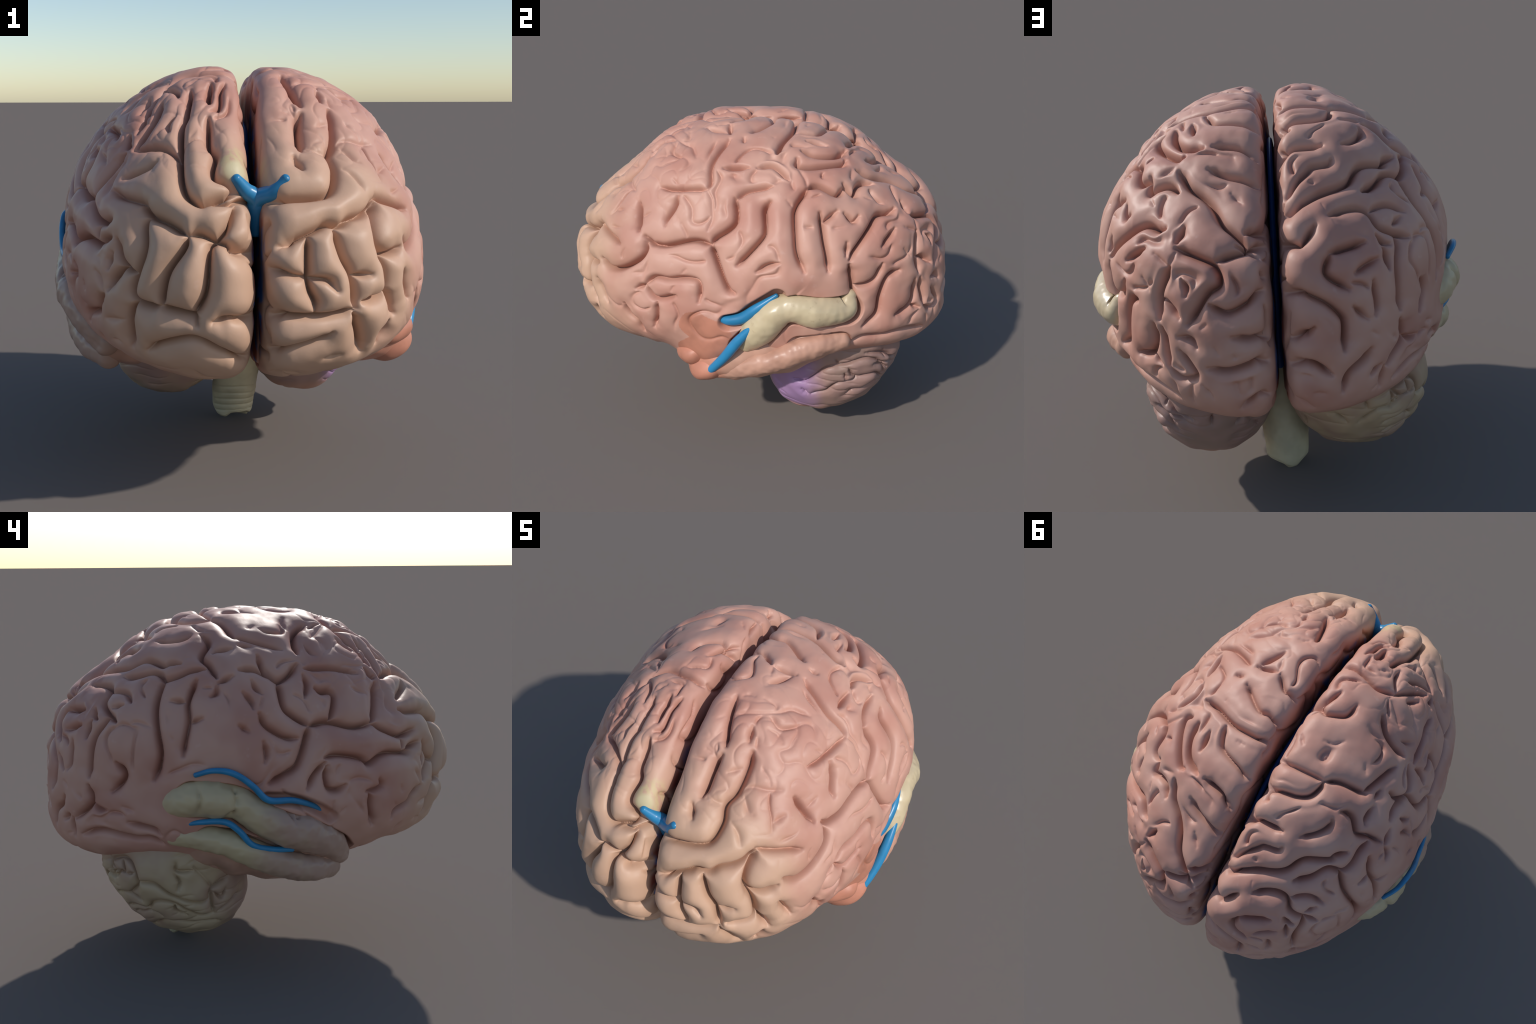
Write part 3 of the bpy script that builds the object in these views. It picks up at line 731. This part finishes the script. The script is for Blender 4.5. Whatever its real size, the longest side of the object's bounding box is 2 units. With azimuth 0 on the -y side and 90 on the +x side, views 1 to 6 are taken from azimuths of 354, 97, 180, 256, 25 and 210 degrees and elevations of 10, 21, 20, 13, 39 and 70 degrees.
    if side == RIGHT:
        pc = p[f].mean(1)
        close = np.abs(pc - np.array(PATCH).mean(0)).max(1) < 0.3
        _, d = nearest(tree_of(settle(spline(PATCH, 0.01))), pc[close])
        insula[close] = d + 0.012 * noise_at(pc[close], 9.0, 3.0) < PATCH_REACH
    for name, mask in (("frontal_lobe", front & ~insula), ("occipital_lobe", back), ("parietal_lobe", ~front & ~back), ("insula", insula)):
        if not mask.any():
            continue
        used, flat = np.unique(f[mask], return_inverse=True)
        me = mesh_from(name, v[used], flat.reshape(-1, 4), n[used])
        new_object(name, me, brain, ORANGE if name == "insula" else CORTEX)


for side in (RIGHT, LEFT):
    cortex(side)


# ------------------------------------------------------------------ swept tubes
def sweep(name, path, mat, parent, around=72, step=0.005, flat=1.0, wrinkle=0.0, round_ends=True, grooves=()):
    """Loft a round section along a spline of (x, y, z, radius) control points."""
    s = spline(path, step)
    if round_ends:
        for end in (0, -1):
            c, r = s[end, :3], s[end, 3]
            t = c - s[1 if end == 0 else -2, :3]
            t /= np.linalg.norm(t)
            a = np.linspace(0.12, 1.45, 8)
            cap = np.column_stack([c + np.sin(a)[:, None] * r * t * 0.8, r * np.cos(a)])
            s = np.vstack([cap[::-1], s]) if end == 0 else np.vstack([s, cap])
    c, r = s[:, :3], s[:, 3]
    t = np.gradient(c, axis=0)
    t /= np.linalg.norm(t, axis=1, keepdims=True)
    side = np.cross(t, np.array([0.15, 0.1, 1.0]))
    side /= np.linalg.norm(side, axis=1, keepdims=True)
    up = np.cross(side, t)
    a = np.linspace(0, 2 * np.pi, around, endpoint=False)
    ring = np.cos(a)[None, :, None] * side[:, None] * flat + np.sin(a)[None, :, None] * up[:, None]
    v = c[:, None] + ring * r[:, None, None]
    m = len(c)
    v = v.reshape(-1, 3)
    rn = ring.reshape(-1, 3)
    if wrinkle:
        v = v + rn * (wrinkle * (noise_at(v, 14.0, 1.0) + 0.5 * noise_at(v, 34.0, 5.0)))[:, None]
    if len(grooves):
        pts = np.vstack([spline(g, 0.005)[:, :3] for g in grooves])
        _, d = nearest(tree_of(pts), v)
        v = v - rn * (0.016 * (1 - np.clip(d / 0.04, 0, 1)) ** 2 + 0.012 * np.exp(-(d / 0.007) ** 2))[:, None]
    i, j = np.meshgrid(np.arange(m - 1), np.arange(around), indexing="ij")
    k = (j + 1) % around
    f = np.stack([i * around + j, i * around + k, (i + 1) * around + k, (i + 1) * around + j], -1).reshape(-1, 4)
    ends = np.vstack([v[:around].mean(0), v[-around:].mean(0)])
    first, last = len(v), len(v) + 1
    v = np.vstack([v, ends])
    j = np.arange(around)
    k = (j + 1) % around
    caps = np.vstack([np.stack([k, j, np.full(around, first), np.full(around, first)], -1),
                      np.stack([(m - 1) * around + j, (m - 1) * around + k, np.full(around, last), np.full(around, last)], -1)])
    me = bpy.data.meshes.new(name)
    me.from_pydata(v.tolist(), [], f.tolist() + [list(q[:3]) for q in caps.tolist()])
    me.polygons.foreach_set("use_smooth", np.ones(len(me.polygons), bool))
    me.update()
    return new_object(name, me, parent, mat)


def blob(name, centre, radii, mat, parent, n=40, lumps=0.0, power=2.0, tilt=0.0, shape=None, lean=0.0):
    """Rounded lump: a cube-sphere with superellipsoid radii, lumps and optional carving."""
    g, q = sphere_grid(n)
    e = 2.0 / power
    d = np.sign(g) * np.abs(g) ** e
    d /= (np.abs(d) ** power).sum(1, keepdims=True) ** (1 / power)
    v = d * np.array(radii)
    if tilt:
        c, s = math.cos(tilt), math.sin(tilt)
        v = np.stack([v[:, 0], c * v[:, 1] - s * v[:, 2], s * v[:, 1] + c * v[:, 2]], -1)
    v[:, 1] += lean * np.minimum(v[:, 2], 0)
    v = v + np.array(centre)
    if lumps:
        v = v + g * (lumps * noise_at(v, 11.0, 3.0))[:, None]
    if shape is not None:
        v = v - vertex_normals(v, q) * shape(v, g)[:, None]
    return new_object(name, mesh_from(name, v, q, vertex_normals(v, q)), parent, mat)


# ------------------------------------------------------------------ temporal lobes
right_lobe = blob("temporal_lobe", (0.52, 0.05, 0.60), (0.215, 0.40, 0.15), ROSE_ORANGE, brain, 40, 0.015, 2.4, 0.22)
sweep("superior_temporal_gyrus", UPPER_GYRUS[RIGHT], CREAM, right_lobe, wrinkle=0.0045)
sweep("inferior_temporal_gyrus", LOWER_GYRUS[RIGHT], ROSE_ORANGE, right_lobe, wrinkle=0.006)
sweep("middle_temporal_gyrus", [(0.660, 0.224, 0.687, 0.040), (0.670, 0.296, 0.704, 0.043), (0.650, 0.398, 0.735, 0.037)], ROSE, right_lobe, wrinkle=0.003)
blob("temporal_pole", (0.56, -0.265, 0.585), (0.14, 0.105, 0.085), ORANGE, right_lobe, 24, 0.01, 2, 0.3)
blob("temporal_pole", (0.58, -0.185, 0.515), (0.14, 0.130, 0.090), ORANGE, right_lobe, 24, 0.01, 2, 0.3)
sweep("artery", [(0.645, -0.13, 0.65, 0.016), (0.69, -0.055, 0.735, 0.028), (0.71, -0.01, 0.785, 0.016)], RED, right_lobe, around=20)

left_lobe = blob("temporal_lobe", (-0.50, 0.08, 0.62), (0.19, 0.42, 0.16), ROSE, brain, 40, 0.015, 2.4, 0.22)
sweep("superior_temporal_gyrus", UPPER_GYRUS[LEFT], FADING, left_lobe, wrinkle=0.006,
      grooves=([(-0.75, 0.385, 0.97, 0), (-0.785, 0.385, 0.89, 0), (-0.75, 0.385, 0.81, 0)], [(-0.77, 0.225, 0.94, 0), (-0.79, 0.225, 0.87, 0), (-0.76, 0.26, 0.79, 0)],
               [(-0.76, -0.02, 0.82, 0), (-0.78, -0.04, 0.76, 0), (-0.75, -0.03, 0.67, 0)], [(-0.77, -0.04, 0.77, 0), (-0.76, -0.07, 0.81, 0)],
               [(-0.75, -0.12, 0.72, 0), (-0.69, -0.24, 0.64, 0), (-0.60, -0.34, 0.55, 0)]))
sweep("middle_temporal_gyrus", LOWER_GYRUS[LEFT], FADING, left_lobe, wrinkle=0.006)
for side, lobe in ((RIGHT, right_lobe), (LEFT, left_lobe)):
    sweep("vein", UPPER_VEIN[side], VESSEL, lobe, around=24)
    sweep("vein", LOWER_VEIN[side], VESSEL, lobe, around=24)


# ------------------------------------------------------------------ cerebellum
# winding fissures of each half: bearing from its front round the outer side, elevation
FOLIA = {
    RIGHT: [
        dict(fissure=[(61, -21), (71, -14), (84, -2), (105, 3), (122, 7), (135, 3), (143, -3), (156, -6), (162, -9)]),
        dict(fissure=[(51, -19), (62, -21)]),
        dict(fissure=[(67, -35), (83, -31), (94, -22), (112, -19), (119, -15), (131, -13), (139, -14), (151, -23)]),
        dict(fissure=[(94, 7), (97, 1)]),
        dict(fissure=[(107, -3), (111, -11), (119, -16)]),
        dict(fissure=[(103, -9), (105, -17)]),
        dict(fissure=[(58, -29), (63, -34)]),
        dict(fissure=[(108, -38), (114, -32), (128, -32), (140, -25)]),
        dict(fissure=[(144, -3), (151, -19)]),
        dict(fissure=[(124, 12), (140, 9), (151, 4), (158, -3), (168, -6)]),
        dict(fissure=[(134, -2), (140, -4), (153, -12)]),
        dict(fissure=[(145, 10), (146, 4)]),
        dict(fissure=[(-177, -1), (-178, -10)]),
        dict(fissure=[(-159, -14), (-150, -10), (-131, -30)]),
    ],
    LEFT: [
        dict(fissure=[(130, -6), (114, -6), (100, -17), (82, -24), (72, -26), (66, -23)]),
        dict(fissure=[(141, -19), (132, -11), (130, -5), (131, 3), (135, 11), (142, 14), (153, 11), (156, 8), (151, 2), (153, -4)]),
        dict(fissure=[(168, -6), (154, -5), (148, -1), (143, 3)]),
        dict(fissure=[(161, -23), (152, -20), (141, -19), (130, -25)]),
        dict(fissure=[(157, -38), (150, -36), (139, -34), (125, -33), (119, -26), (109, -23), (97, -26), (84, -34), (72, -39), (59, -37)]),
        dict(fissure=[(149, -44), (138, -41), (126, -37), (121, -37), (113, -41)]),
        dict(fissure=[(98, -27), (97, -33), (86, -39)]),
        dict(fissure=[(97, 2), (93, -5), (95, -12)]),
        dict(fissure=[(66, -23), (66, -15), (61, -11), (50, -6)]),
        dict(fissure=[(96, 11), (95, 5), (82, 4)]),
        dict(fissure=[(81, 7), (64, -12)]),
        dict(fissure=[(59, -37), (63, -27), (65, -17)]),
        dict(fissure=[(55, -35), (48, -30), (35, -24)]),
        dict(fissure=[(131, -60), (116, -52), (107, -48), (102, -48), (91, -48), (77, -49), (69, -47), (54, -45), (49, -45)]),
        dict(fissure=[(62, -18), (55, -23), (52, -16)]),
        dict(fissure=[(144, 13), (141, 2), (147, 1), (155, -1), (158, -7), (166, -5), (170, -6), (177, -12), (-178, -18)]),
        dict(fissure=[(158, 11), (157, 4), (158, -2)]),
        dict(fissure=[(178, 4), (177, -2)]),
        dict(fissure=[(139, 0), (133, 2)]),
        dict(fissure=[(-127, -24), (-123, -32)]),
        dict(fissure=[(-160, -8), (-167, -17)]),
    ],
}
CEREBELLUM = {RIGHT: ((0.305, 0.42, 0.51), (0.285, 0.34, 0.37)), LEFT: ((0.32, 0.432, 0.515), (0.31, 0.335, 0.37))}


def folia(side):
    def shape(v, g):
        local = (v - np.array(CEREBELLUM[side][0]) * np.array([side, 1, 1])) * np.array([side, 1, 1])
        unit = local / np.linalg.norm(local, axis=1, keepdims=True)
        cut, slit = np.zeros(len(v)), np.zeros(len(v))
        for fold in FOLIA[side]:
            a = np.radians(np.array(fold["fissure"], float))
            d = np.stack([np.sin(a[:, 0]) * np.cos(a[:, 1]), -np.cos(a[:, 0]) * np.cos(a[:, 1]), np.sin(a[:, 1])], -1)
            path = spline(d, 0.02)
            pick, u, along = near_path(unit, path, 0.13)
            taper = 0.5 + 0.5 * smooth(0, 0.08, along)
            cut[pick] = np.hypot(cut[pick], 0.016 * taper * (1 - u) ** 2)
            slit[pick] = np.maximum(slit[pick], 0.016 * taper * np.exp(-(u * 0.13 / 0.017) ** 1.5))
        # finer leaves between the named fissures, mostly low down and behind
        level = (local[:, 2] + 0.2 * local[:, 1] + 0.03 * noise_at(v, 7.0, 8 + side)) / 0.05
        thin = np.abs(level - np.round(level)) * 0.05
        leaf = 0.006 * np.exp(-(thin / 0.005)) * smooth(-0.05, 0.25, noise_at(v, 6.0, 20 + side))
        return np.minimum(cut, 0.024) + np.maximum(slit, leaf) + 0.005 * noise_at(v, 12.0, 50)
    return shape


for side, mat in ((RIGHT, VIOLET), (LEFT, OCHRE)):
    (cx, cy, cz), radii = CEREBELLUM[side]
    blob("cerebellum", (side * cx, cy, cz), radii, mat, brain, 150, 0.008, 2.1, 0.0, folia(side), 0.28)

# ------------------------------------------------------------------ brain stem
stem = sweep("brainstem", [(0.0, 0.16, 0.62, 0.14), (0.0, 0.22, 0.42, 0.125), (-0.005, 0.28, 0.22, 0.108), (-0.012, 0.32, 0.10, 0.100), (-0.012, 0.33, 0.035, 0.092), (-0.012, 0.33, 0.012, 0.075)], STEM, brain,
             around=64, step=0.004, flat=1.0, wrinkle=0.004, round_ends=False)
for vert in stem.data.vertices:
    x, y, z = vert.co
    facing = smooth(0.36, 0.28, y)          # pons rings show on the front only
    for level in (0.045, 0.075, 0.108, 0.142, 0.178):
        bowed = z - level - 0.012 * math.cos((x + 0.01) * 16)
        vert.co.y += 0.009 * facing * math.exp(-(bowed / 0.005) ** 2)
    if z < 0.06:                             # chipped, faceted stump
        vert.co.z += 0.026 * float(smooth(0.3, 0.9, abs(math.sin(1.5 * math.atan2(y - 0.33, x + 0.012) + 0.4)))) * (0.06 - z) / 0.05

# ------------------------------------------------------------------ inside the long fissure
sweep("dural_sinus", [(-0.02, -0.56, 0.95, 0.02), (-0.018, -0.42, 1.20, 0.016), (-0.004, -0.2, 1.40, 0.012), (0.0, 0.2, 1.42, 0.012), (0.002, 0.42, 1.28, 0.012), (0.004, 0.56, 1.02, 0.014), (0.004, 0.60, 0.85, 0.014), (0.004, 0.56, 0.62, 0.02)], DARK_VESSEL, brain, around=20)
blob("corpus_callosum", (0.0, 0.0, 0.92), (0.03, 0.52, 0.36), WHITE, brain, 30, 0.0, 2.2)
for end, bend in (((-0.096, -0.824, 1.256), (-0.061, -0.803, 1.214)), ((0.073, -0.853, 1.256), (0.034, -0.833, 1.211))):
    sweep("vein", [(*end, 0.018), (*bend, 0.027), (-0.02, -0.785, 1.172, 0.032), (-0.022, -0.755, 1.06, 0.022)], VESSEL, brain, around=24)
